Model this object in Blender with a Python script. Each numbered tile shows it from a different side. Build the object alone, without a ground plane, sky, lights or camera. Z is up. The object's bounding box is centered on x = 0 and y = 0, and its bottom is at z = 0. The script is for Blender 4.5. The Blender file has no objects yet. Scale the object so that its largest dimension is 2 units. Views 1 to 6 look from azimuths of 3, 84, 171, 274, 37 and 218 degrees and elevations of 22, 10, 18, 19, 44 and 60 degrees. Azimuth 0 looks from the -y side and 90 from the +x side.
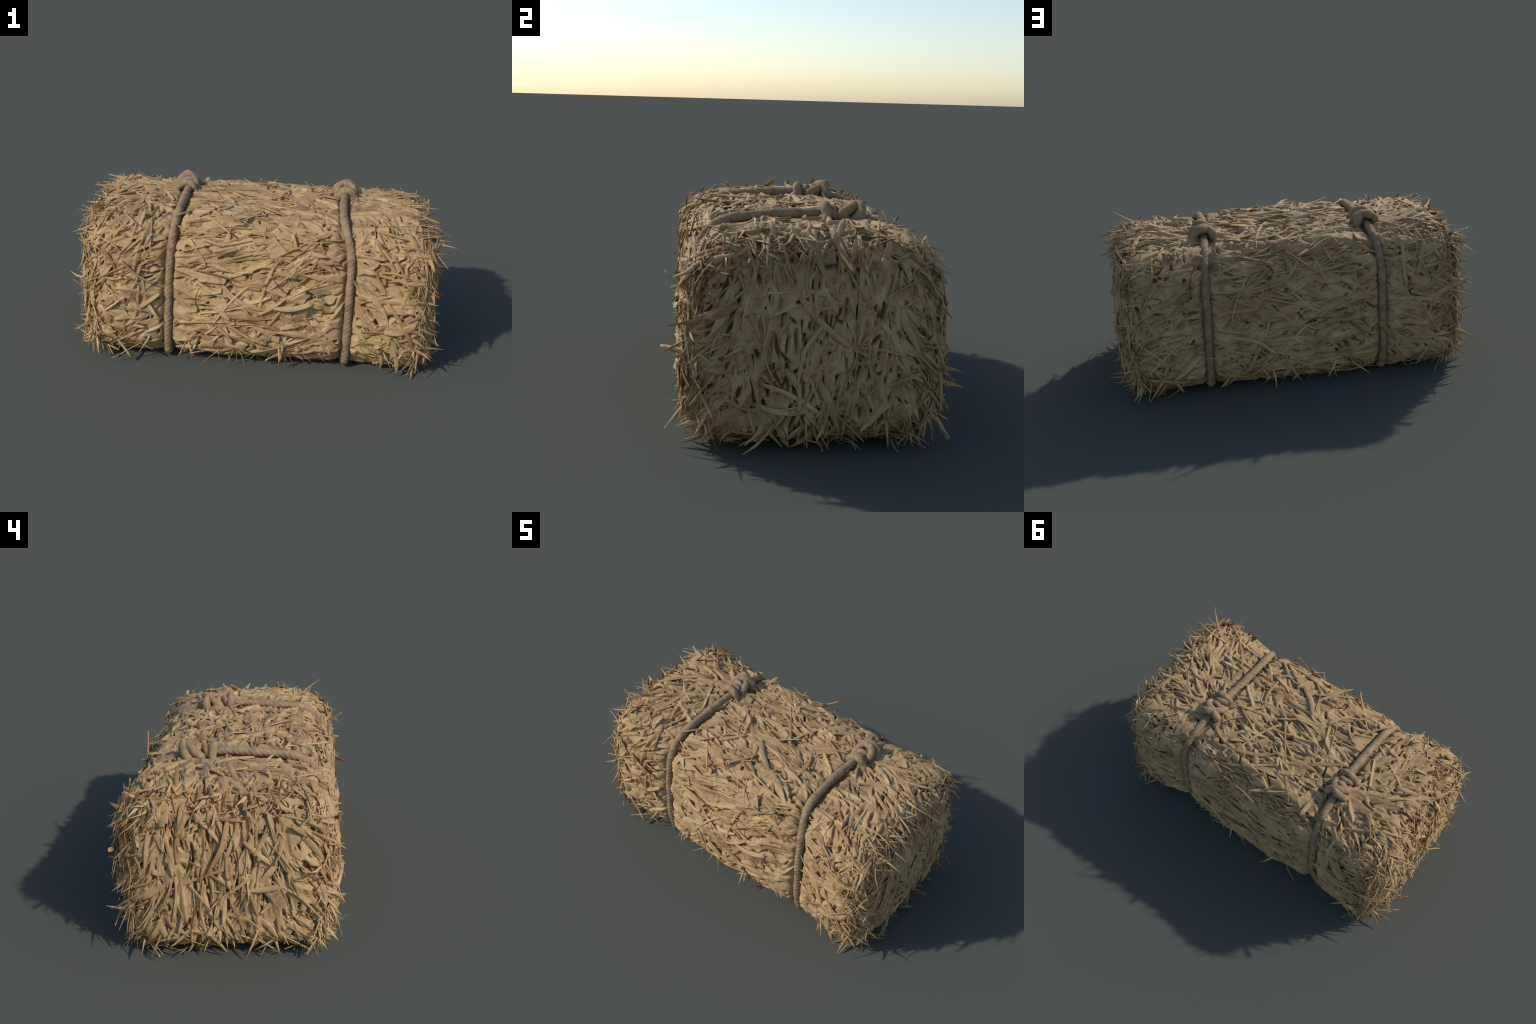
"""Rectangular straw bale tied with two knotted ropes.

body  : rounded box, cinched under the ropes, whose skin is raised into
        matted straw by laying thousands of straw impressions into height
        fields (one belt field round the long sides, one field per end)
straws: real tapered blades, stems and whiskers on top of the matted skin
ropes : swept twisted cross-section with a coiled knot on top of the bale
"""
import bpy, math
import numpy as np
from mathutils import Vector, Matrix

RNG = np.random.default_rng(20)
TAU = 2 * math.pi

# ------------------------------------------------------------------ sizes
HX, HY = 0.869, 0.430            # half length and half depth of the packed core
ZB, ZT = 0.018, 0.746            # underside and top of the packed core
HZ, ZC = (ZT - ZB) / 2, (ZT + ZB) / 2
R_EDGE = 0.105                   # rounding of the edges
H = np.array([HX, HY, HZ])
ROPE_X = (-0.447, 0.450)         # where the ropes sit along the bale, on average
ROPE_SIDE = (-0.457, 0.464)      # ... down the long sides
ROPE_TOP = (-0.426, 0.422)       # ... across the top
KNOT_Y = 0.15
CELL = 0.0035                     # grain of the height fields


# ------------------------------------------------------------ body surface
def smooth(a, b, x):
    t = np.clip((x - a) / (b - a), 0, 1)
    return t * t * (3 - 2 * t)


def rope_line(k, z):
    """x of rope k at height z above the middle of the bale"""
    return ROPE_SIDE[k] + (ROPE_TOP[k] - ROPE_SIDE[k]) * smooth(0.55 * HZ, 0.98 * HZ, z)


_dirs = RNG.normal(size=(14, 3))
_dirs /= np.linalg.norm(_dirs, axis=1)[:, None]
_freq = RNG.uniform(5, 17, 14)
_phase = RNG.uniform(0, TAU, 14)


def lumps(p):
    """soft unevenness of the packed body"""
    out = np.zeros(len(p))
    for d, f, ph in zip(_dirs, _freq, _phase):
        out += np.sin(p @ d * f + ph) * (8.0 / (f + 4))
    return out / 5.0


def body_point(b):
    """box point(s) -> point on the rounded, cinched body, and its normal"""
    b = np.atleast_2d(b).astype(float)
    q = np.clip(b, -(H - R_EDGE), H - R_EDGE)
    d = b - q
    n = d / np.maximum(np.linalg.norm(d, axis=1), 1e-9)[:, None]
    p = q + n * R_EDGE
    # the ends belly out a little, the long sides too
    belly = (1 - (p[:, 1] / HY) ** 4).clip(0) * (1 - (p[:, 2] / HZ) ** 2).clip(0)
    p[:, 0] += np.sign(p[:, 0]) * smooth(HX - 0.15, HX, np.abs(p[:, 0])) * 0.032 * belly
    fat = np.exp(-(p[:, 0] / 0.34) ** 4)
    far = smooth(0.50, 0.68, np.abs(p[:, 0]))
    side = (1 - ((p[:, 2] + 0.08) / HZ) ** 2).clip(0)
    low = (1 - ((p[:, 2] + 0.01) / HZ) ** 2).clip(0)
    crown = (1 - (p[:, 1] / HY) ** 2).clip(0)
    p[:, 1] += n[:, 1] * (side * (0.008 + 0.018 * fat) + low * 0.024 * far)
    p[:, 2] += np.maximum(n[:, 2], 0) * (-0.003 + crown * (0.019 + 0.012 * fat) - 0.012 * smooth(0.16, 0.40, np.abs(p[:, 1])))
    # the long upper edges are rounded off further between the ropes
    up = np.maximum(n[:, 2], 0)
    shoulder = np.minimum(np.abs(n[:, 1]), up) * 1.41
    p[:, 1:] -= n[:, 1:] * (shoulder * (0.010 + 0.014 * fat))[:, None]
    p[:, 1] -= np.sign(p[:, 1]) * 0.010 * fat * smooth(0.05, HZ, p[:, 2]) * np.abs(n[:, 1])
    # the upper edges of the ends slope off, most toward the back corners
    brow = np.minimum(np.abs(n[:, 0]), up) * 1.41
    p -= n * (brow * (0.006 + 0.002 * smooth(0.0, 0.4, p[:, 1])))[:, None]
    p[:, 0] -= np.sign(p[:, 0]) * np.abs(n[:, 0]) * smooth(0.10, HZ, p[:, 2]) * (0.006 + 0.003 * smooth(0.0, 0.35, p[:, 1]))
    # and the underside is rounded in all the way round
    foot = np.minimum(np.hypot(n[:, 0], n[:, 1]), np.maximum(-n[:, 2], 0)) * 1.41
    p -= n * (foot * 0.027)[:, None]
    base = smooth(-HZ + 0.20, -HZ, p[:, 2])
    p[:, 1] -= n[:, 1] * base * 0.021
    corner = np.minimum(np.abs(n[:, 0]), np.abs(n[:, 1])) * 1.41
    p[:, :2] -= n[:, :2] * (corner * (0.010 + 0.014 * smooth(-0.1, -HZ, p[:, 2]) + 0.005 * smooth(-0.2, 0.2, p[:, 1])))[:, None]
    # cinch under the ropes, deeper on the edges
    for k in (0, 1):
        xr = rope_line(k, p[:, 2])
        g = np.exp(-((p[:, 0] - xr) / 0.038) ** 2)
        g2 = np.exp(-((p[:, 0] - xr) / 0.15) ** 2)
        edge = np.minimum(np.abs(n[:, 1]), np.abs(n[:, 2])) * 1.41
        depth = g * (0.026 + 0.020 * edge) + g2 * (0.004 + 0.014 * edge)
        depth *= np.where(n[:, 2] < 0, 1 - 0.75 * np.abs(n[:, 2]), 1 - 0.75 * n[:, 2] ** 4)
        nyz = n.copy(); nyz[:, 0] = 0
        p -= nyz * depth[:, None]
    p += n * (lumps(p) * 0.012)[:, None]
    p[:, 2] += ZC
    return p, n


# belt coordinates: s runs round front(-y) bottom->top, top, back, underside
PER = 4 * (HY + HZ)


def belt_box(s, X):
    s = np.mod(s, PER)
    y = np.empty_like(s); z = np.empty_like(s)
    a = s < 2 * HZ
    b = (~a) & (s < 2 * HZ + 2 * HY)
    c = (~a) & (~b) & (s < 4 * HZ + 2 * HY)
    d = ~(a | b | c)
    y[a], z[a] = -HY, s[a] - HZ
    y[b], z[b] = s[b] - 2 * HZ - HY, HZ
    y[c], z[c] = HY, HZ - (s[c] - 2 * HZ - 2 * HY)
    y[d], z[d] = HY - (s[d] - 4 * HZ - 2 * HY), -HZ
    return np.stack([X, y, z], 1)


def belt_s(y, z):
    k = np.maximum(np.abs(y) / HY, np.abs(z) / HZ)
    k = np.maximum(k, 1e-6)
    y, z = y / k, z / k
    s = np.where(np.abs(y + HY) < 1e-6, z + HZ,
        np.where(np.abs(z - HZ) < 1e-6, 2 * HZ + y + HY,
        np.where(np.abs(y - HY) < 1e-6, 2 * HZ + 2 * HY + (HZ - z),
                 4 * HZ + 2 * HY + (HY - y))))
    return np.mod(s, PER)


# ------------------------------------------------------------ straw relief
XR = 1.05
NS, NX = int(round(PER / CELL)), int(2 * XR / CELL)
CELL_S = PER / NS
belt = np.zeros((NS, NX), np.float32)
CR = 0.60
NC = int(2 * CR / CELL)
caps = [np.zeros((NC, NC), np.float32), np.zeros((NC, NC), np.float32)]


def stamp(grid, wrap, u, v, cu, cv, ang, L, w, lift, thick, base, tail):
    """press one straw into a height field: low at its root, high at its tip,
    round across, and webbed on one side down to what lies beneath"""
    rad = L / 2 + 0.01
    ca, sa = math.cos(ang), math.sin(ang)
    eu = abs(ca) * L / 2 + (w + tail) + 0.004
    ev = abs(sa) * L / 2 + (w + tail) + 0.004
    i0, i1 = int((u - eu) / cu), int((u + eu) / cu) + 1
    j0, j1 = max(0, int((v - ev) / cv)), min(grid.shape[1] - 1, int((v + ev) / cv) + 1)
    if not wrap:
        i0, i1 = max(0, i0), min(grid.shape[0] - 1, i1)
    if i1 <= i0 or j1 <= j0:
        return
    I = np.arange(i0, i1 + 1); J = np.arange(j0, j1 + 1)
    du = (I * cu - u)[:, None]; dv = (J * cv - v)[None, :]
    t = (du * ca + dv * sa) / (L / 2)
    bow = RNG.normal(0, 0.02) * L * (1 - t * t)
    d = -du * sa + dv * ca + bow
    tt = np.clip(t, -1, 1)
    wl = w * np.clip((1 - tt) * 2.0, 0.05, 1) ** 0.8 * np.clip((1 + tt) * 3, 0, 1) ** 0.5
    r = np.abs(d) / np.maximum(wl, 1e-4)
    prof = np.sqrt(np.clip(1 - r ** 4, 0, 1))
    slant = RNG.normal(0, 0.28)
    ht = base + lift * ((tt + 1) / 2) ** 1.3
    hh = np.where((r < 1), ht + thick * prof + slant * d, -1)
    web = np.where((d > 0) & (r >= 1), ht * (1 - (np.abs(d) - wl) / max(tail, 1e-4)), -1)
    hh = np.maximum(hh, web)
    hh = np.where(np.abs(t) <= 1, hh, -1)
    if wrap:
        ix = np.ix_(I % grid.shape[0], J)
    else:
        ix = np.ix_(I, J)
    grid[ix] = np.maximum(grid[ix], hh)


KNOT_S = 2 * HZ + HY + KNOT_Y
S_TOP0, S_TOP1 = 2 * HZ, 2 * HZ + 2 * HY


def belt_dir(s, X):
    """preferred straw heading in the belt: angle from +x toward +s"""
    side = 1 if X > 0 else -1
    ax = abs(X)
    head = 0.0 if RNG.random() < 0.5 else math.pi
    spread = 0.40
    if ax > 0.48:
        head = 0.0 if side > 0 else math.pi
        spread = 0.45 + 0.5 * float(smooth(0.5, 0.85, np.array(ax)))
        xr = ROPE_X[1] if side > 0 else ROPE_X[0]
        # straws fan out from the knot and from the pinched edges
        if S_TOP0 - 0.03 < s < S_TOP1 + 0.03 and RNG.random() < 0.75:
            head = math.atan2(s - KNOT_S, (X - xr) * 1.0)
            spread = 0.35
        elif s < S_TOP0 and RNG.random() < 0.55:      # front: droop outward
            head = math.atan2(-0.7, side)
        elif S_TOP1 < s < S_TOP1 + 2 * HZ and RNG.random() < 0.55:
            head = math.atan2(0.7, side)
    elif RNG.random() < 0.30:
        head += math.copysign(RNG.uniform(0.4, 0.9), RNG.random() - 0.5)
    return head + RNG.normal(0, spread)


def cap_dir(y, z):
    """preferred heading on an end: angle from +y toward +z; tips hang down"""
    head = -math.pi / 2
    spread = 0.25 if RNG.random() < 0.7 else 0.75
    if z > HZ - 0.10 and RNG.random() < 0.6:
        head = 0.0 if RNG.random() < 0.5 else math.pi
        spread = 0.35
    elif abs(y) > HY - 0.14:
        head = math.atan2(-0.8, math.copysign(0.6, y))
        spread = 0.4
    elif z < -HZ + 0.2:
        spread = 0.75
    return head + RNG.normal(0, spread)


def lay_relief():
    # a fine under-mat, then broad torn leaves, then the raised straws
    for n, (l0, l1), (w0, w1), (f0, f1), (b0, b1), tail in (
            (2000, (0.05, 0.14), (0.004, 0.010), (0.000, 0.010), (0.000, 0.008), 0.010),
            (1150, (0.12, 0.30), (0.012, 0.030), (0.008, 0.024), (0.000, 0.010), 0.032),
            (650, (0.14, 0.36), (0.006, 0.014), (0.006, 0.026), (0.003, 0.016), 0.012)):
        for _ in range(n):
            s, X = RNG.uniform(0, PER), RNG.uniform(-0.95, 0.95)
            stamp(belt, True, s, X + XR, CELL_S, CELL, math.pi / 2 - belt_dir(s, X),
                  RNG.uniform(l0, l1), RNG.uniform(w0, w1), RNG.uniform(f0, f1),
                  RNG.uniform(0.003, 0.008), RNG.uniform(b0, b1), tail * RNG.uniform(0.1, 1))
        for g in caps:
            for _ in range(int(n * 0.28)):
                y, z = RNG.uniform(-0.52, 0.52), RNG.uniform(-0.45, 0.45)
                stamp(g, False, y + CR, z + CR, CELL, CELL, cap_dir(y, z),
                      RNG.uniform(l0, l1), RNG.uniform(w0, w1), RNG.uniform(f0, f1),
                      RNG.uniform(0.003, 0.008), RNG.uniform(b0, b1), tail * RNG.uniform(0.1, 1))


def gouge(grid, wrap, u, v, cu, cv, ang, L, w, depth):
    """a dark slit left between straws"""
    ca, sa = math.cos(ang), math.sin(ang)
    e = L / 2 + w
    i0, i1 = int((u - e) / cu), int((u + e) / cu) + 1
    j0, j1 = max(0, int((v - e) / cv)), min(grid.shape[1] - 1, int((v + e) / cv) + 1)
    if not wrap:
        i0, i1 = max(0, i0), min(grid.shape[0] - 1, i1)
    if i1 <= i0 or j1 <= j0:
        return
    I = np.arange(i0, i1 + 1); J = np.arange(j0, j1 + 1)
    du = (I * cu - u)[:, None]; dv = (J * cv - v)[None, :]
    t = (du * ca + dv * sa) / (L / 2)
    d = (-du * sa + dv * ca) / (w * (1.15 - t).clip(0.05, 1))
    k = np.clip(1.6 - 1.6 * np.maximum(np.abs(t), np.abs(d)), 0, 1)
    ix = np.ix_(I % grid.shape[0] if wrap else I, J)
    grid[ix] = grid[ix] * (1 - k) + np.minimum(grid[ix], -depth) * k


lay_relief()
for _ in range(950):
    s, X = RNG.uniform(0, PER), RNG.uniform(-0.9, 0.9)
    gouge(belt, True, s, X + XR, CELL_S, CELL, math.pi / 2 - belt_dir(s, X),
          RNG.uniform(0.02, 0.085), RNG.uniform(0.004, 0.008), RNG.uniform(0.012, 0.036))
for g in caps:
    for _ in range(260):
        y, z = RNG.uniform(-0.46, 0.46), RNG.uniform(-0.4, 0.4)
        gouge(g, False, y + CR, z + CR, CELL, CELL, cap_dir(y, z),
              RNG.uniform(0.03, 0.12), RNG.uniform(0.004, 0.0075), RNG.uniform(0.012, 0.036))


def soften(g, wrap):
    p = np.pad(g, 1, mode='wrap' if wrap else 'edge')
    k = (p[:-2, 1:-1] + p[2:, 1:-1] + p[1:-1, :-2] + p[1:-1, 2:]) * 0.125 + p[1:-1, 1:-1] * 0.5
    k = 0.3 * k + 0.7 * g
    return k.astype(np.float32)


belt = soften(belt, True)
caps = [soften(c, False) for c in caps]


def bilerp(g, fu, fv, wrap):
    i = np.floor(fu).astype(int); j = np.floor(fv).astype(int)
    a, b = fu - i, fv - j
    j = np.clip(j, 0, g.shape[1] - 2)
    if wrap:
        i0, i1 = i % g.shape[0], (i + 1) % g.shape[0]
    else:
        i0 = np.clip(i, 0, g.shape[0] - 2); i1 = i0 + 1
    return ((1 - a) * (1 - b) * g[i0, j] + a * (1 - b) * g[i1, j]
            + (1 - a) * b * g[i0, j + 1] + a * b * g[i1, j + 1])


def relief(b):
    """height of the matted straw over box point(s)"""
    over = np.maximum(np.abs(b[:, 1]) - HY, np.abs(b[:, 2]) - HZ)   # <=0 on the ends
    inset = np.minimum(HY - np.abs(b[:, 1]), HZ - np.abs(b[:, 2])).clip(0)
    on_cap = np.abs(np.abs(b[:, 0]) - HX) < 1e-6
    s = belt_s(b[:, 1], b[:, 2])
    X = np.where(on_cap, np.sign(b[:, 0]) * (HX + inset), b[:, 0])
    hb = bilerp(belt, s / CELL_S, (np.clip(X, -XR + .01, XR - .01) + XR) / CELL, True)
    out = (HX - np.abs(b[:, 0])).clip(0, 0.12)
    yy = b[:, 1] + np.sign(b[:, 1]) * np.where(np.abs(b[:, 1]) > HY - 1e-6, out, 0)
    zz = b[:, 2] + np.sign(b[:, 2]) * np.where(np.abs(b[:, 2]) > HZ - 1e-6, out, 0)
    hc = np.where(b[:, 0] > 0,
                  bilerp(caps[1], (yy + CR) / CELL, (zz + CR) / CELL, False),
                  bilerp(caps[0], (yy + CR) / CELL, (zz + CR) / CELL, False))
    m = np.where(on_cap, inset, -(HX - np.abs(b[:, 0])))
    w = smooth(-0.05, 0.05, m)
    return hb * (1 - w) + hc * w


# ------------------------------------------------------------ mesh helpers
def new_mesh(name, verts, quads, tris=None, smooth_shade=True):
    me = bpy.data.meshes.new(name)
    nq = len(quads); nt = 0 if tris is None else len(tris)
    me.vertices.add(len(verts))
    me.vertices.foreach_set("co", np.asarray(verts, np.float32).ravel())
    loops = np.asarray(quads, np.int32).ravel()
    starts = np.arange(nq, dtype=np.int32) * 4
    if nt:
        loops = np.concatenate([loops, np.asarray(tris, np.int32).ravel()])
        starts = np.concatenate([starts, nq * 4 + np.arange(nt, dtype=np.int32) * 3])
    me.loops.add(len(loops))
    me.loops.foreach_set("vertex_index", loops)
    me.polygons.add(nq + nt)
    me.polygons.foreach_set("loop_start", starts)
    me.update(calc_edges=True)
    me.validate()
    if smooth_shade:
        me.polygons.foreach_set("use_smooth", np.ones(nq + nt, bool))
    return me


def add_object(name, me, parent, mat=None):
    ob = bpy.data.objects.new(name, me)
    bpy.context.scene.collection.objects.link(ob)
    ob.parent = parent
    if mat is not None:
        me.materials.clear()
        me.materials.append(mat)
    return ob


def box_grid(step):
    """box surface as a welded grid of quads"""
    n = [max(2, int(round(2 * h / step))) for h in H]
    ax = [np.linspace(-h, h, k + 1) for h, k in zip(H, n)]
    V, Q, off = [], [], 0
    for a in range(3):
        u, v = (a + 1) % 3, (a + 2) % 3
        U, W = np.meshgrid(ax[u], ax[v], indexing='ij')
        for sgn in (-1, 1):
            P = np.zeros(U.shape + (3,))
            P[..., a] = sgn * H[a]; P[..., u] = U; P[..., v] = W
            idx = np.arange(U.size).reshape(U.shape) + off
            q = np.stack([idx[:-1, :-1], idx[1:, :-1], idx[1:, 1:], idx[:-1, 1:]], -1).reshape(-1, 4)
            if sgn < 0:
                q = q[:, ::-1]
            V.append(P.reshape(-1, 3)); Q.append(q); off += U.size
    V = np.concatenate(V); Q = np.concatenate(Q)
    key = np.round(V * 1e5).astype(np.int64)
    key = (key[:, 0] * 1000003 + key[:, 1]) * 1000003 + key[:, 2]
    _, first, inv = np.unique(key, return_index=True, return_inverse=True)
    return V[first], inv.reshape(-1)[Q]


# --------------------------------------------------------------- materials
def node_material(name):
    m = bpy.data.materials.new(name)
    m.use_nodes = True
    nt = m.node_tree
    nt.nodes.clear()
    out = nt.nodes.new("ShaderNodeOutputMaterial")
    bs = nt.nodes.new("ShaderNodeBsdfPrincipled")
    nt.links.new(bs.outputs[0], out.inputs[0])
    return m, nt, bs


def ramp(nt, src, stops):
    r = nt.nodes.new("ShaderNodeValToRGB")
    e = r.color_ramp.elements
    while len(e) < len(stops):
        e.new(0.5)
    for el, (p, c) in zip(e, stops):
        el.position = p
        el.color = (*c, 1)
    nt.links.new(src, r.inputs[0])
    return r.outputs[0]


def noise(nt, vec, scale, detail=4, rough=0.6, dist=0.0):
    n = nt.nodes.new("ShaderNodeTexNoise")
    n.inputs["Scale"].default_value = scale
    n.inputs["Detail"].default_value = detail
    n.inputs["Roughness"].default_value = rough
    n.inputs["Distortion"].default_value = dist
    nt.links.new(vec, n.inputs["Vector"])
    return n.outputs["Fac"]


def mapped(nt, src, scale):
    m = nt.nodes.new("ShaderNodeMapping")
    m.inputs["Scale"].default_value = scale
    nt.links.new(src, m.inputs["Vector"])
    return m.outputs[0]


def mix(nt, kind, fac, a, b):
    x = nt.nodes.new("ShaderNodeMix")
    x.data_type = 'RGBA'
    x.blend_type = kind
    for sock, v in ((x.inputs["Factor"], fac), (x.inputs[6], a), (x.inputs[7], b)):
        if isinstance(v, (int, float)):
            sock.default_value = v
        elif isinstance(v, tuple):
            sock.default_value = (*v, 1)
        else:
            nt.links.new(v, sock)
    return x.outputs[2]


def bump(nt, bs, height, strength, dist):
    b = nt.nodes.new("ShaderNodeBump")
    b.inputs["Strength"].default_value = strength
    b.inputs["Distance"].default_value = dist
    nt.links.new(height, b.inputs["Height"])
    nt.links.new(b.outputs[0], bs.inputs["Normal"])


STRAW_A, STRAW_B, STRAW_C = (0.282, 0.175, 0.080), (0.376, 0.242, 0.117), (0.458, 0.315, 0.165)


def straw_material(name, grain, per_piece, shade=1.0, islands=False):
    m, nt, bs = node_material(name)
    tc = nt.nodes.new("ShaderNodeTexCoord").outputs["Object"]
    geo = nt.nodes.new("ShaderNodeNewGeometry").outputs["Position"]
    patch = noise(nt, geo, 9.0, 6, 0.62, 0.4)
    col = ramp(nt, patch, [(0.32, STRAW_A), (0.50, STRAW_B), (0.68, STRAW_C)])
    tint = noise(nt, geo, 21.0, 4, 0.6, 0.5)
    hue = ramp(nt, tint, [(0.34, (0.95, 1.0, 0.90)), (0.5, (1, 1, 1)), (0.66, (1.03, 0.96, 1.00))])
    col = mix(nt, 'MULTIPLY', 0.75, col, hue)
    fib = noise(nt, mapped(nt, tc, grain), 1.0, 5, 0.7, 0.3)
    fcol = ramp(nt, fib, [(0.30, (0.80, 0.78, 0.75)), (0.5, (1, 1, 1)), (0.72, (1.16, 1.15, 1.12))])
    col = mix(nt, 'MULTIPLY', 0.8, col, fcol)
    if per_piece:
        rnd = nt.nodes.new("ShaderNodeObjectInfo").outputs["Random"]
        rc = ramp(nt, rnd, [(0.0, (0.70, 0.63, 0.54)), (0.15, (0.88, 0.85, 0.80)), (0.55, (1, 1, 1)), (1.0, (1.16, 1.16, 1.13))])
        col = mix(nt, 'MULTIPLY', 1.0, col, rc)
    if islands:
        isl = nt.nodes.new("ShaderNodeNewGeometry").outputs["Random Per Island"]
        rc = ramp(nt, isl, [(0.0, (0.66, 0.59, 0.50)), (0.18, (0.88, 0.85, 0.80)), (0.55, (1, 1, 1)), (1.0, (1.16, 1.16, 1.13))])
        col = mix(nt, 'MULTIPLY', 1.0, col, rc)
    if shade < 1:
        col = mix(nt, 'MULTIPLY', 1.0, col, (shade, shade * 0.95, shade * 0.9))
    nt.links.new(col, bs.inputs["Base Color"])
    bs.inputs["Roughness"].default_value = 0.72
    bs.inputs["Specular IOR Level"].default_value = 0.25
    bump(nt, bs, fib, 0.35, 0.004)
    return m


def rope_material():
    m, nt, bs = node_material("hemp_rope")
    tc = nt.nodes.new("ShaderNodeTexCoord").outputs["Object"]
    a = noise(nt, tc, 26.0, 5, 0.65, 0.5)
    col = ramp(nt, a, [(0.3, (0.192, 0.128, 0.074)), (0.5, (0.268, 0.184, 0.109)), (0.72, (0.350, 0.249, 0.150))])
    b = noise(nt, tc, 11.0, 2, 0.5)
    hue = ramp(nt, b, [(0.35, (0.97, 1.0, 0.92)), (0.5, (1, 1, 1)), (0.66, (1.05, 0.96, 0.98))])
    col = mix(nt, 'MULTIPLY', 1.0, col, hue)
    nt.links.new(col, bs.inputs["Base Color"])
    bs.inputs["Roughness"].default_value = 0.85
    bs.inputs["Specular IOR Level"].default_value = 0.15
    bump(nt, bs, noise(nt, tc, 90.0, 5, 0.75), 0.6, 0.004)
    return m


MAT_MAT = straw_material("matted_straw", (45, 110, 110), False)
MAT_PIECE = straw_material("loose_straw", (10, 240, 240), True)
MAT_STUFF = straw_material("straw_litter", (70, 120, 120), False, 1.0, True)
MAT_PIECE_LAID = straw_material("laid_straw", (60, 120, 120), True)
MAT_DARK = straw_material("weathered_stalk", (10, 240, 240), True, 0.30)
MAT_ROPE = rope_material()

# -------------------------------------------------------------------- bale
bale = bpy.data.objects.new("straw_bale", None)
bpy.context.scene.collection.objects.link(bale)
bale["label"] = "rectangular bale of dry straw tied with two knotted ropes"
bale["category"] = "straw bale"

bx, quads = box_grid(0.0038)
pts, nrm = body_point(bx)
hgt = relief(bx)
# the relief is flattened beneath the ropes and under the bale
for k in (0, 1):
    xr = rope_line(k, pts[:, 2] - ZC)
    hgt *= 1 - 0.80 * np.exp(-((pts[:, 0] - xr) / 0.030) ** 4)
hgt *= np.where(nrm[:, 2] < -0.7, 0.5, 1.0)
pts = pts + nrm * hgt[:, None]
pts[:, 2] = np.maximum(pts[:, 2], 0.002)
add_object("packed_straw", new_mesh("packed_straw", pts, quads), bale, MAT_MAT)


# ----------------------------------------------------------- loose straws
def straw_shape(kind, seed):
    """unit straw along +x: root at 0, tip at 1; returns verts, quads"""
    g = np.random.default_rng(seed)
    rings, m = 10, 8
    t = np.linspace(0, 1, rings)
    bend_z = g.normal(0, 0.022); bend_y = g.normal(0, 0.022)
    kink = g.uniform(0.4, 0.8); kz, ky = g.normal(0, 0.12), g.normal(0, 0.22)
    crease = g.uniform(-0.15, 0.5)
    if kind == "blade":
        wid = np.clip(t * 4 + 0.45, 0, 1) ** 0.7 * np.clip((1.01 - t) * g.uniform(1.3, 4.0), 0.30 if g.random() < 0.3 else 0.01, 1) ** 0.9
        thk = wid * 0.20 + 0.02
    elif kind == "stem":
        wid = (0.62 - 0.30 * t) * np.ones(rings)
        thk = wid * 0.85
    else:
        wid = np.clip(1.02 - t, 0.04, 1) ** 0.7
        thk = wid * 0.8
    ang = np.arange(m) * TAU / m
    verts = []
    for i in range(rings):
        yc = bend_y * 4 * t[i] * (1 - t[i]) + ky * max(0, t[i] - kink)
        zc = bend_z * 4 * t[i] * (1 - t[i]) + kz * max(0, t[i] - kink)
        fold = crease if kind == "blade" else 0.0
        cy, cz = np.cos(ang), np.sin(ang)
        a = np.sign(cy) * np.abs(cy)
        ring = np.stack([np.full(m, t[i]), a * wid[i], cz * thk[i] - fold * wid[i] * np.abs(a)], 1)
        # the centre line bends in units of length, the section in units of width
        verts.append((ring, yc, zc))
    return verts, rings, m


def straw_faces(rings, m):
    q = []
    for i in range(rings - 1):
        for k in range(m):
            k2 = (k + 1) % m
            q.append((i * m + k, i * m + k2, (i + 1) * m + k2, (i + 1) * m + k))
    for base in (0, (rings - 1) * m):
        o = [(base, base + 1, base + 2, base + 3), (base, base + 3, base + 4, base + 7),
             (base + 4, base + 5, base + 6, base + 7)]
        q += [f[::-1] if base == 0 else f for f in o]
    return np.array(q)


def tendril_shape(seed):
    """thin wiry stalk with a strong bend"""
    g = np.random.default_rng(seed)
    verts, rings, m = straw_shape("whisker", seed)
    by, bz, sw = g.uniform(0.08, 0.22), g.uniform(0.02, 0.07), g.uniform(-0.5, 0.5)
    out = []
    for i, (ring, yc, zc) in enumerate(verts):
        t = i / (rings - 1)
        out.append((ring, by * 4 * t * (1 - t) * (1 + sw * t), bz * 4 * t * (1 - t)))
    return out, rings, m


SHAPES = {"tendril": [tendril_shape(500 + i) for i in range(6)]}
for kind, count in (("blade", 14), ("stem", 5), ("whisker", 5)):
    SHAPES[kind] = [straw_shape(kind, 100 + 7 * i + len(kind)) for i in range(count)]
RINGS, SIDES = 10, 8
FACES = straw_faces(RINGS, SIDES)


def straw_verts(shape, aspect):
    """unit-length verts; aspect = half width / length"""
    out = []
    for ring, yc, zc in shape[0]:
        r = ring.copy()
        r[:, 1] = r[:, 1] * aspect + yc
        r[:, 2] = r[:, 2] * aspect + zc
        out.append(r)
    return np.concatenate(out)


def frame(p, n, heading, lift, roll):
    """rotation whose +x is the straw heading raised off the surface"""
    d = heading - n * heading.dot(n)
    d.normalize()
    d = (d * math.cos(lift) + n * math.sin(lift)).normalized()
    side = n.cross(d).normalized()
    up = d.cross(side)
    M = Matrix((d, side, up)).transposed()
    return M @ Matrix.Rotation(roll, 3, 'X')


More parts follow.
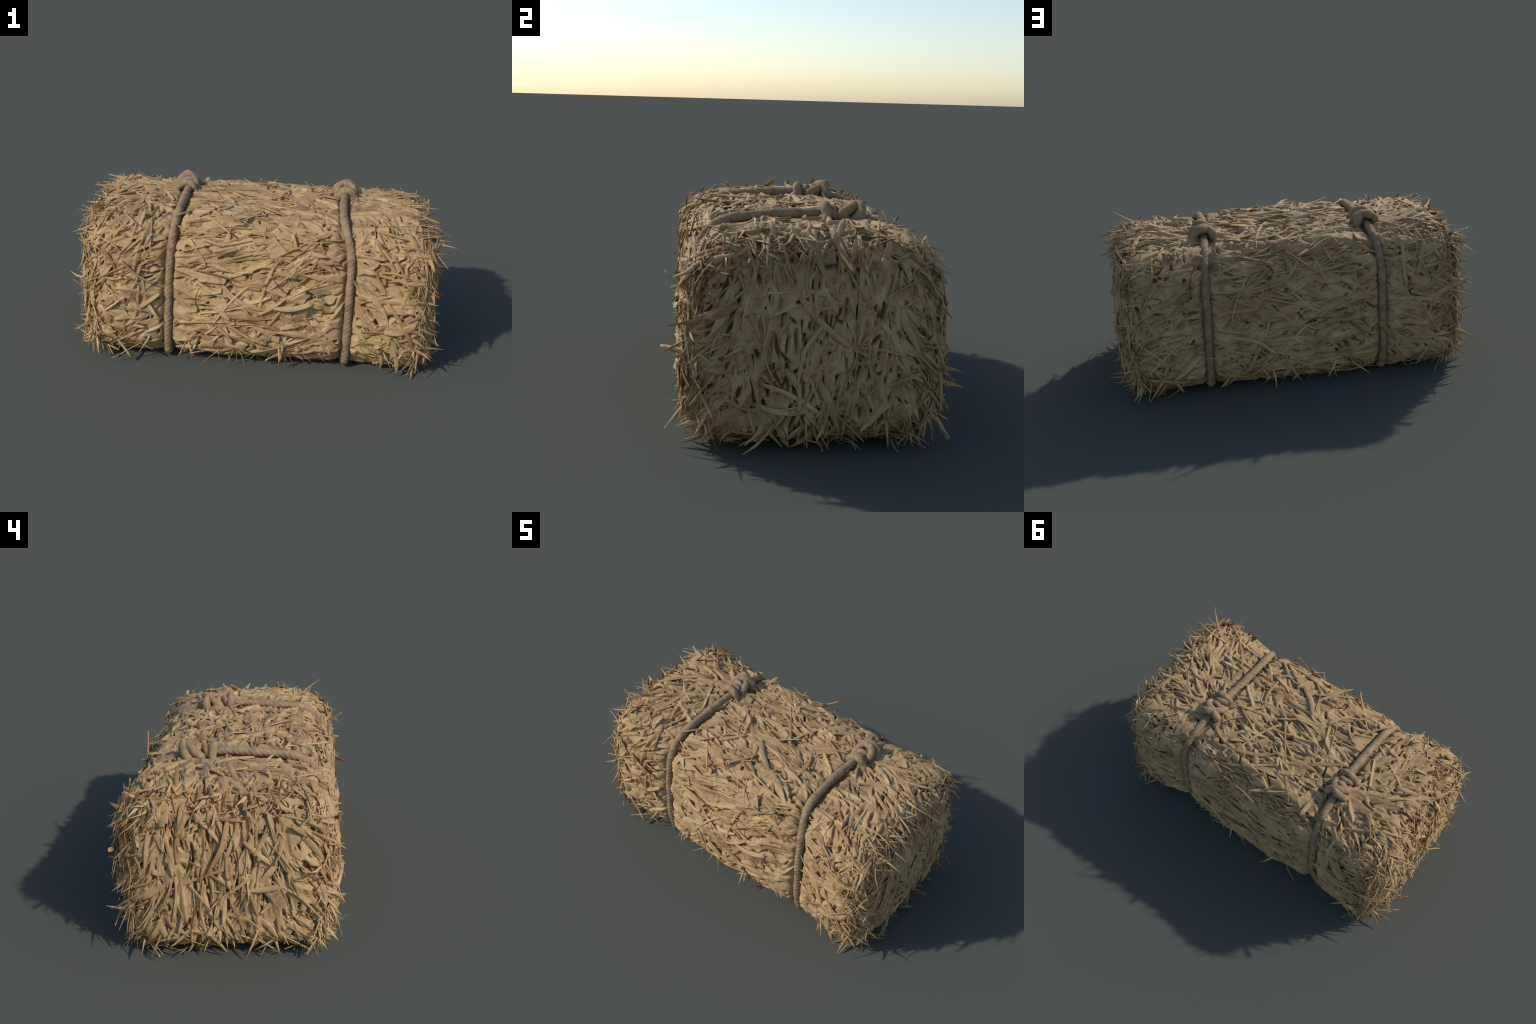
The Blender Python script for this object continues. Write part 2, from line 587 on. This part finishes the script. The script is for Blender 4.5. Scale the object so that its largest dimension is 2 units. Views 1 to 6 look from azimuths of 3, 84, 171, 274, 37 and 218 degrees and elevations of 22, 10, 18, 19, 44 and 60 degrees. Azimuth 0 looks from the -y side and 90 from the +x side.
def belt_site(s, X, ang):
    b = belt_box(np.array([s]), np.array([X]))
    p, n = body_point(b)
    h = relief(b)[0]
    e = 0.01
    p2, _ = body_point(belt_box(np.array([s + e]), np.array([X])))
    ds = Vector((p2 - p)[0]).normalized()
    d = Vector((1, 0, 0)) * math.cos(ang) + ds * math.sin(ang)
    return Vector(p[0]), Vector(n[0]), d, h


def cap_site(side, y, z, ang):
    b = np.array([[side * HX, y, z]])
    p, n = body_point(b)
    h = relief(b)[0]
    return Vector(p[0]), Vector(n[0]), Vector((0, math.cos(ang), math.sin(ang))), h


pieces = []   # (kind, shape index, length, half width, location, rotation)


def place(site, kind, L, w, lift, sink, root):
    """root: part of the length that lies behind the site"""
    p, n, d, h = site
    R = frame(p, n, d, lift, RNG.normal(0, 0.35))
    loc = p + n * (h + sink) - (R @ Vector((1, 0, 0))) * (L * root)
    pieces.append((kind, int(RNG.integers(len(SHAPES[kind]))), L, w, loc, R))


def pick(prob):
    r = RNG.random()
    return "blade" if r < prob[0] else "stem" if r < prob[0] + prob[1] else "whisker"


def size(kind):
    if kind == "blade":
        return RNG.uniform(0.11, 0.28), 0.0055 + 0.0095 * RNG.random() ** 1.6
    if kind == "stem":
        return RNG.uniform(0.12, 0.28), RNG.uniform(0.006, 0.010)
    return RNG.uniform(0.08, 0.19), RNG.uniform(0.0028, 0.0055)


def near_rope(X):
    return min(abs(X - ROPE_X[0]), abs(X - ROPE_X[1])) < 0.05


# lying on the long sides and the top
for _ in range(1500):
    s, X = RNG.uniform(0, PER - 2 * HY * 0.9), RNG.uniform(-HX, HX)
    if near_rope(X) and RNG.random() < 0.85:
        continue
    k = pick((0.66, 0.22)); L, w = size(k)
    if abs(X) < 0.45:
        L = min(L, 0.24)
    place(belt_site(s, X, belt_dir(s, X)), k, L, w, RNG.uniform(-0.02, 0.13), -0.003, RNG.uniform(0.4, 0.6))
# hanging on the ends
for side in (-1, 1):
    for _ in range(420):
        y, z = RNG.uniform(-HY, HY), RNG.uniform(-HZ, HZ)
        k = pick((0.72, 0.15)); L, w = size(k)
        place(cap_site(side, y, z, cap_dir(y, z)), k, L, w * 1.1, RNG.uniform(0.0, 0.16), -0.004, RNG.uniform(0.35, 0.6))
# bristling rims: the four upright and cross edges of both ends
for side in (-1, 1):
    tufts = RNG.uniform(0, PER, 46)
    for _ in range(330):
        s = RNG.uniform(0, PER) if RNG.random() < 0.4 else (tufts[RNG.integers(46)] + RNG.normal(0, 0.03)) % PER
        X = side * (HX - abs(RNG.normal(0, 0.05)))
        out = 0.0 if side > 0 else math.pi
        if s < S_TOP0:
            ang = math.atan2(-0.8, side * 0.75)
        elif s < S_TOP1:
            ang = out + RNG.normal(0, 0.2)
        elif s < S_TOP1 + 2 * HZ:
            ang = math.atan2(0.8, side * 0.75)
        else:
            ang = out
        ang += RNG.normal(0, 0.45)
        k = pick((0.78, 0.14)); L, w = size(k)
        place(belt_site(s, X, ang), k, min(L * RNG.uniform(0.55, 1.3), 0.25), w * 0.85, RNG.uniform(0.02, 0.36), -0.004, RNG.uniform(0.2, 0.55))
    # the same rims, straws that belong to the end face and stick out sideways
    for _ in range(230):
        if RNG.random() < 0.72:
            y = math.copysign(HY - abs(RNG.normal(0, 0.05)), RNG.random() - 0.5)
            z = RNG.uniform(-HZ, HZ)
            ang = math.atan2(-0.9, math.copysign(0.75, y))
        else:
            y = RNG.uniform(-HY, HY); z = -HZ + abs(RNG.normal(0, 0.05))
            ang = math.atan2(-0.7, y * 2)
        ang += RNG.normal(0, 0.35)
        k = pick((0.80, 0.12)); L, w = size(k)
        place(cap_site(side, y, z, ang), k, min(L * RNG.uniform(0.6, 1.3), 0.21), w * 0.9, RNG.uniform(0.0, 0.3), -0.004, RNG.uniform(0.15, 0.5))
# long straws lying across the grain
for _ in range(90):
    s, X = RNG.uniform(0, S_TOP1 + 2 * HZ), RNG.uniform(-HX + 0.1, HX - 0.1)
    if near_rope(X):
        continue
    flat = min(abs(s - e) for e in (0, S_TOP0, S_TOP1, S_TOP1 + 2 * HZ))
    L = min(RNG.uniform(0.22, 0.42), 0.12 + 2 * flat)
    k = "blade" if RNG.random() < 0.5 else "stem"
    ang = RNG.uniform(0, TAU)
    if abs(math.sin(ang)) > 0.75:
        ang *= 0.5
    place(belt_site(s, X, ang), k, L, RNG.uniform(0.009, 0.015), RNG.uniform(0.0, 0.05), 0.002, 0.5)
# fringe along the bottom of the long sides
for _ in range(240):
    front = RNG.random() < 0.5
    X = RNG.uniform(-HX, HX)
    if near_rope(X):
        continue
    d = abs(RNG.normal(0.03, 0.05))
    s = d if front else S_TOP1 + 2 * HZ - d
    ang = math.atan2(-0.8 if front else 0.8, X * 1.2 + RNG.normal(0, 0.6))
    k = pick((0.35, 0.1)); L, w = size(k)
    place(belt_site(s, X, ang), k, L * 0.9, w * 0.7, RNG.uniform(0.1, 0.6), -0.004, RNG.uniform(0.2, 0.5))

# keep every straw above the ground and inside the measured extents
kept = []
for pc in pieces:
    kind, i, L, w, loc, R = pc
    tip = loc + (R @ Vector((1, 0, 0))) * L
    root = loc
    body = straw_verts(SHAPES[kind][i], w / L) * L @ np.array(R.transposed()) + np.array(loc)
    if body[:, 2].min() < 0.001 or np.abs(body[:, 0]).max() > 0.999 or np.abs(body[:, 1]).max() > 0.562 or abs(tip.x) > 0.997 or abs(tip.y) > 0.56:
        continue
    # the ropes press the straw down: nothing long lies across them
    if loc.z > 0.02 and abs(tip.x) < 0.8:
        lo, hi = min(tip.x, root.x) - w, max(tip.x, root.x) + w
        mid = (tip + root) / 2
        if any(lo < x + 0.018 and hi > x - 0.018 for x in (ROPE_TOP if mid.z > 0.72 else ROPE_SIDE)) and RNG.random() < 0.95:
            continue
    kept.append(pc)
pieces = kept
order = sorted(range(len(pieces)), key=lambda i: -pieces[i][2] * pieces[i][3])
named = [pieces[i] for i in order if pieces[i][4].z > 0.03][:190]
named_ids = {id(p) for p in named}
rest = [p for p in pieces if id(p) not in named_ids]

# named straws share meshes per shape and are stretched to length
shared = {}
for kind, i, L, w, loc, R in named:
    key = (kind, i)
    if key not in shared:
        v = straw_verts(SHAPES[kind][i], 0.075)
        me = new_mesh("straw", v, FACES)
        me.materials.append(MAT_PIECE)
        shared[key] = me
    ob = bpy.data.objects.new("straw", shared[key])
    bpy.context.scene.collection.objects.link(ob)
    ob.parent = bale
    fat = (w / 0.075)
    ob.matrix_world = Matrix.Translation(loc) @ R.to_4x4() @ Matrix.Diagonal((L, fat, fat, 1))

def strand(course, half_width, thick, tip):
    """long bent straw that hugs the bale along a course of (site, normal)"""
    C = np.array([c[0] for c in course]); N = np.array([c[1] for c in course])
    k = len(C)
    T = np.gradient(C, axis=0); T /= np.linalg.norm(T, axis=1)[:, None]
    S = np.cross(N, T); S /= np.linalg.norm(S, axis=1)[:, None]
    U = np.cross(T, S)
    t = np.linspace(0, 1, k)
    w = half_width * np.clip(t * 5 + 0.4, 0, 1) ** 0.7 * np.clip((1.02 - t) * 3.5, tip, 1) ** 0.8
    h = thick * np.clip(t * 5 + 0.4, 0, 1) * np.clip((1.02 - t) * 3.5, tip, 1)
    th = np.arange(8) * TAU / 8
    P = (C[:, None] + S[:, None] * (np.cos(th)[None, :, None] * w[:, None, None])
         + U[:, None] * (np.sin(th)[None, :, None] * h[:, None, None]))
    return P.reshape(-1, 3), straw_faces(k, 8)


def lay_strand(sites, lift_end):
    """sites: box points in order; rests on the high spots of the relief"""
    p, n = body_point(sites)
    h = relief(sites)
    k = len(h)
    top = np.array([h[max(0, i - 3):i + 4].max() for i in range(k)])
    top = np.convolve(np.pad(top, 3, mode='edge'), np.ones(7) / 7, 'valid')
    t = np.linspace(0, 1, k)
    off = top * 0.8 + 0.001 + lift_end * np.clip((t - 0.6) / 0.4, 0, 1) ** 2 - 0.010 * np.clip(0.12 - t, 0, 1) / 0.12
    return [(p[i] + n[i] * off[i], n[i]) for i in range(k)]


laid = 0
while laid < 92:
    L = RNG.uniform(0.16, 0.42)
    k = 22
    u = np.linspace(-L / 2, L / 2, k)
    curl = RNG.normal(0, 1.6)
    if laid < 66:
        s0, X0 = RNG.uniform(0.03, S_TOP1 + 2 * HZ - 0.03), RNG.uniform(-0.82, 0.82)
        a = belt_dir(s0, X0) + RNG.normal(0, 0.35)
        ang = a + curl * u
        X = X0 + np.cumsum(np.cos(ang)) * L / k - np.cos(a) * L / 2
        ss = s0 + np.cumsum(np.sin(ang)) * L / k - np.sin(a) * L / 2
        if any(((X > xr - 0.032) & (X < xr + 0.032)).any() for xr in ROPE_X) or np.abs(X).max() > HX - 0.01:
            continue
        if ss.min() < 0.0 or ss.max() > S_TOP1 + 2 * HZ:
            continue
        sites = belt_box(ss, X)
    else:
        side = -1 if laid % 2 else 1
        y0, z0 = RNG.uniform(-0.36, 0.36), RNG.uniform(-0.28, 0.28)
        a = cap_dir(y0, z0) + RNG.normal(0, 0.3)
        ang = a + curl * u
        y = y0 + np.cumsum(np.cos(ang)) * L / k - np.cos(a) * L / 2
        z = z0 + np.cumsum(np.sin(ang)) * L / k - np.sin(a) * L / 2
        if np.abs(y).max() > HY - 0.01 or np.abs(z).max() > HZ - 0.01:
            continue
        sites = np.stack([np.full(k, side * HX), y, z], 1)
    v, q = strand(lay_strand(sites, RNG.uniform(-0.006, 0.02)), RNG.uniform(0.006, 0.0125),
                  RNG.uniform(0.0025, 0.005), RNG.choice([0.03, 0.5]))
    add_object("straw", new_mesh("straw", v, q), bale, MAT_PIECE_LAID)
    laid += 1

# a few wiry stalks caught on the long sides, most of them dark brown
wiry = []
for i, sh in enumerate(SHAPES["tendril"]):
    me = new_mesh("wiry_stalk", straw_verts(sh, 0.016), FACES)
    me.materials.append(MAT_DARK if i < 4 else MAT_PIECE)
    wiry.append(me)
for j in range(26):
    s = RNG.uniform(0.08, 2 * HZ - 0.08) + (0 if j % 2 else S_TOP1)
    X = RNG.uniform(-0.75, 0.75)
    if near_rope(X):
        continue
    p, n, d, h = belt_site(s, X, RNG.uniform(0, TAU))
    R = frame(p, n, d, RNG.uniform(-0.03, 0.05), RNG.normal(0, 0.3))
    L = RNG.uniform(0.07, 0.22)
    loc = p + n * (h + 0.004) - (R @ Vector((1, 0, 0))) * (L * 0.5)
    ob = bpy.data.objects.new("wiry_stalk", wiry[j % len(wiry)])
    bpy.context.scene.collection.objects.link(ob)
    ob.parent = bale
    ob.matrix_world = Matrix.Translation(loc) @ R.to_4x4() @ Matrix.Diagonal((L, L, L, 1))

V, Q, off = [], [], 0
for kind, i, L, w, loc, R in rest:
    v = straw_verts(SHAPES[kind][i], w / L) * L
    v = v @ np.array(R.transposed()) + np.array(loc)
    V.append(v); Q.append(FACES + off); off += len(v)
litter = add_object("loose_straw", new_mesh("loose_straw", np.concatenate(V), np.concatenate(Q)), bale, MAT_STUFF)
litter["kind"] = "stuff"


# ------------------------------------------------------------------- ropes
def spline(points, closed, step=0.004):
    """Catmull-Rom through points, resampled evenly"""
    P = np.array(points, float)
    n = len(P)
    out = []
    for i in range(n if closed else n - 1):
        g = lambda k: P[(i + k) % n] if closed else P[min(max(i + k, 0), n - 1)]
        p0, p1, p2, p3 = g(-1), g(0), g(1), g(2)
        t = np.linspace(0, 1, 24, endpoint=False)[:, None]
        out.append(0.5 * (2 * p1 + (p2 - p0) * t + (2 * p0 - 5 * p1 + 4 * p2 - p3) * t ** 2
                          + (3 * p1 - p0 - 3 * p2 + p3) * t ** 3))
    out.append(P[:1] if closed else P[-1:])
    C = np.concatenate(out)
    L = np.concatenate([[0], np.cumsum(np.linalg.norm(np.diff(C, axis=0), axis=1))])
    k = max(8, int(L[-1] / step))
    u = np.linspace(0, L[-1], k + 1)
    C = np.stack([np.interp(u, L, C[:, a]) for a in range(3)], 1)
    return C, u


def cord(name, points, radius, closed, strands, pitch, depth, parent, mat, taper=False):
    C, u = spline(points, closed)
    if closed:
        C, u = C[:-1], u[:-1]
    n = len(C)
    T = (np.roll(C, -1, 0) - np.roll(C, 1, 0)) if closed else np.gradient(C, axis=0)
    T /= np.linalg.norm(T, axis=1)[:, None]
    # parallel transport
    N = np.zeros_like(C)
    a = np.array([1.0, 0, 0]) if abs(T[0][0]) < 0.8 else np.array([0, 0, 1.0])
    a = a - T[0] * (a @ T[0]); N[0] = a / np.linalg.norm(a)
    for i in range(1, n):
        a = N[i - 1] - T[i] * (N[i - 1] @ T[i])
        N[i] = a / np.linalg.norm(a)
    B = np.cross(T, N)
    m = 24
    th = np.arange(m) * TAU / m
    ph = strands * (th[None, :] - TAU * u[:, None] / pitch)
    rad = radius * (1 + depth * (np.abs(np.cos(ph / 2)) * 2 - 1.3))
    wob = 1 + 0.06 * np.sin(u * 31 + 1) + 0.05 * np.sin(u * 83) + (0.08 * np.sin(u * 53 + 2) if taper else 0)
    rad = rad * wob[:, None]
    if taper:
        rad[-1] *= 0.35; rad[-2] *= 0.8; rad[0] *= 0.35; rad[1] *= 0.8
    P = C[:, None, :] + rad[..., None] * (np.cos(th)[None, :, None] * N[:, None, :] + np.sin(th)[None, :, None] * B[:, None, :])
    idx = np.arange(n * m).reshape(n, m)
    i2 = np.roll(idx, -1, 0) if closed else idx[1:]
    i1 = idx if closed else idx[:-1]
    q = np.stack([i1, np.roll(i1, -1, 1), np.roll(i2, -1, 1), i2], -1).reshape(-1, 4)
    V = P.reshape(-1, 3)
    tris = None
    if not closed:
        V = np.concatenate([V, C[:1], C[-1:]])
        k = np.arange(m); k2 = (k + 1) % m
        tris = np.concatenate([np.stack([k2, k, np.full(m, n * m)], 1),
                               np.stack([k + (n - 1) * m, k2 + (n - 1) * m, np.full(m, n * m + 1)], 1)])
    ob = add_object(name, new_mesh(name, V, q, tris), parent, mat)
    return ob


# course of a rope round the bale: (y, z); sideways sway is given apart
COURSE = [(-0.35, 0.029), (-0.398, 0.085), (-0.420, 0.20), (-0.426, 0.33), (-0.428, 0.46), (-0.424, 0.58),
          (-0.406, 0.665), (-0.368, 0.728), (-0.30, 0.765), (-0.20, 0.781), (-0.08, 0.791), (0.04, 0.795), (0.13, 0.790),
          (0.22, 0.778), (0.31, 0.750), (0.373, 0.705), (0.410, 0.64), (0.424, 0.55), (0.428, 0.43),
          (0.426, 0.28), (0.413, 0.15), (0.393, 0.075), (0.35, 0.029), (0.12, 0.025), (-0.12, 0.025)]
SWAY = {
    0: [-.459, -.459, -.458, -.456, -.453, -.448, -.442, -.437, -.431, -.426, -.423, -.421, -.425,
        -.435, -.440, -.447, -.453, -.456, -.456, -.459, -.461, -.461, -.461, -.46, -.46],
    1: [.469, .469, .468, .466, .463, .463, .455, .436, .422, .417, .417, .426, .432,
        .437, .445, .455, .461, .461, .461, .465, .466, .465, .464, .466, .468],
}
ROPE_R = 0.0208

# one knotted strand, (outward, y, z): loose end, turn over the rope, crossing,
# wide open loop behind, second loose end on the inner side
KNOT = [(0.078, 0.072, 0.742), (0.054, 0.082, 0.790), (0.018, 0.085, 0.828), (-0.028, 0.074, 0.820),
        (-0.046, 0.085, 0.785), (-0.025, 0.110, 0.765), (0.026, 0.130, 0.784), (0.046, 0.162, 0.806),
        (0.030, 0.195, 0.832), (-0.014, 0.214, 0.836), (-0.050, 0.225, 0.803), (-0.044, 0.216, 0.763),
        (0.000, 0.202, 0.752), (0.047, 0.206, 0.772), (0.052, 0.226, 0.812), (0.010, 0.234, 0.834),
        (-0.034, 0.198, 0.828), (-0.046, 0.150, 0.800), (-0.052, 0.135, 0.766), (-0.068, 0.160, 0.742)]


def knot_course(xk, flip, seed):
    g = np.random.default_rng(seed)
    return [(xk + flip * a * 0.92, 0.07 + (y - 0.07) * 0.86 + g.normal(0, 0.004), z - 0.006 + g.normal(0, 0.003)) for a, y, z in KNOT]


for k in (0, 1):
    pts3 = [(x, y, z) for x, (y, z) in zip(SWAY[k], COURSE)]
    rope = cord("rope", pts3, ROPE_R, True, 4, 0.105, 0.055, bale, MAT_ROPE)
    xk = (-0.434, 0.434)[k]
    cord("knot", knot_course(xk, 1 if k else -1, 40 + k), 0.0205, False, 3, 0.10, 0.03, rope, MAT_ROPE, taper=True)
    # tight turns that fill the heart of the knot
    turns = [(xk + 0.027 * math.sin(a), 0.075 + 0.090 * j / 17 + 0.006 * math.sin(2.3 * a), 0.792 + 0.024 * math.cos(a))
             for j, a in enumerate(np.linspace(0.4 + k, 0.4 + k + 2.3 * TAU, 18))]
    cord("knot", turns, 0.0180, False, 3, 0.10, 0.04, rope, MAT_ROPE, taper=True)

bpy.context.view_layer.update()
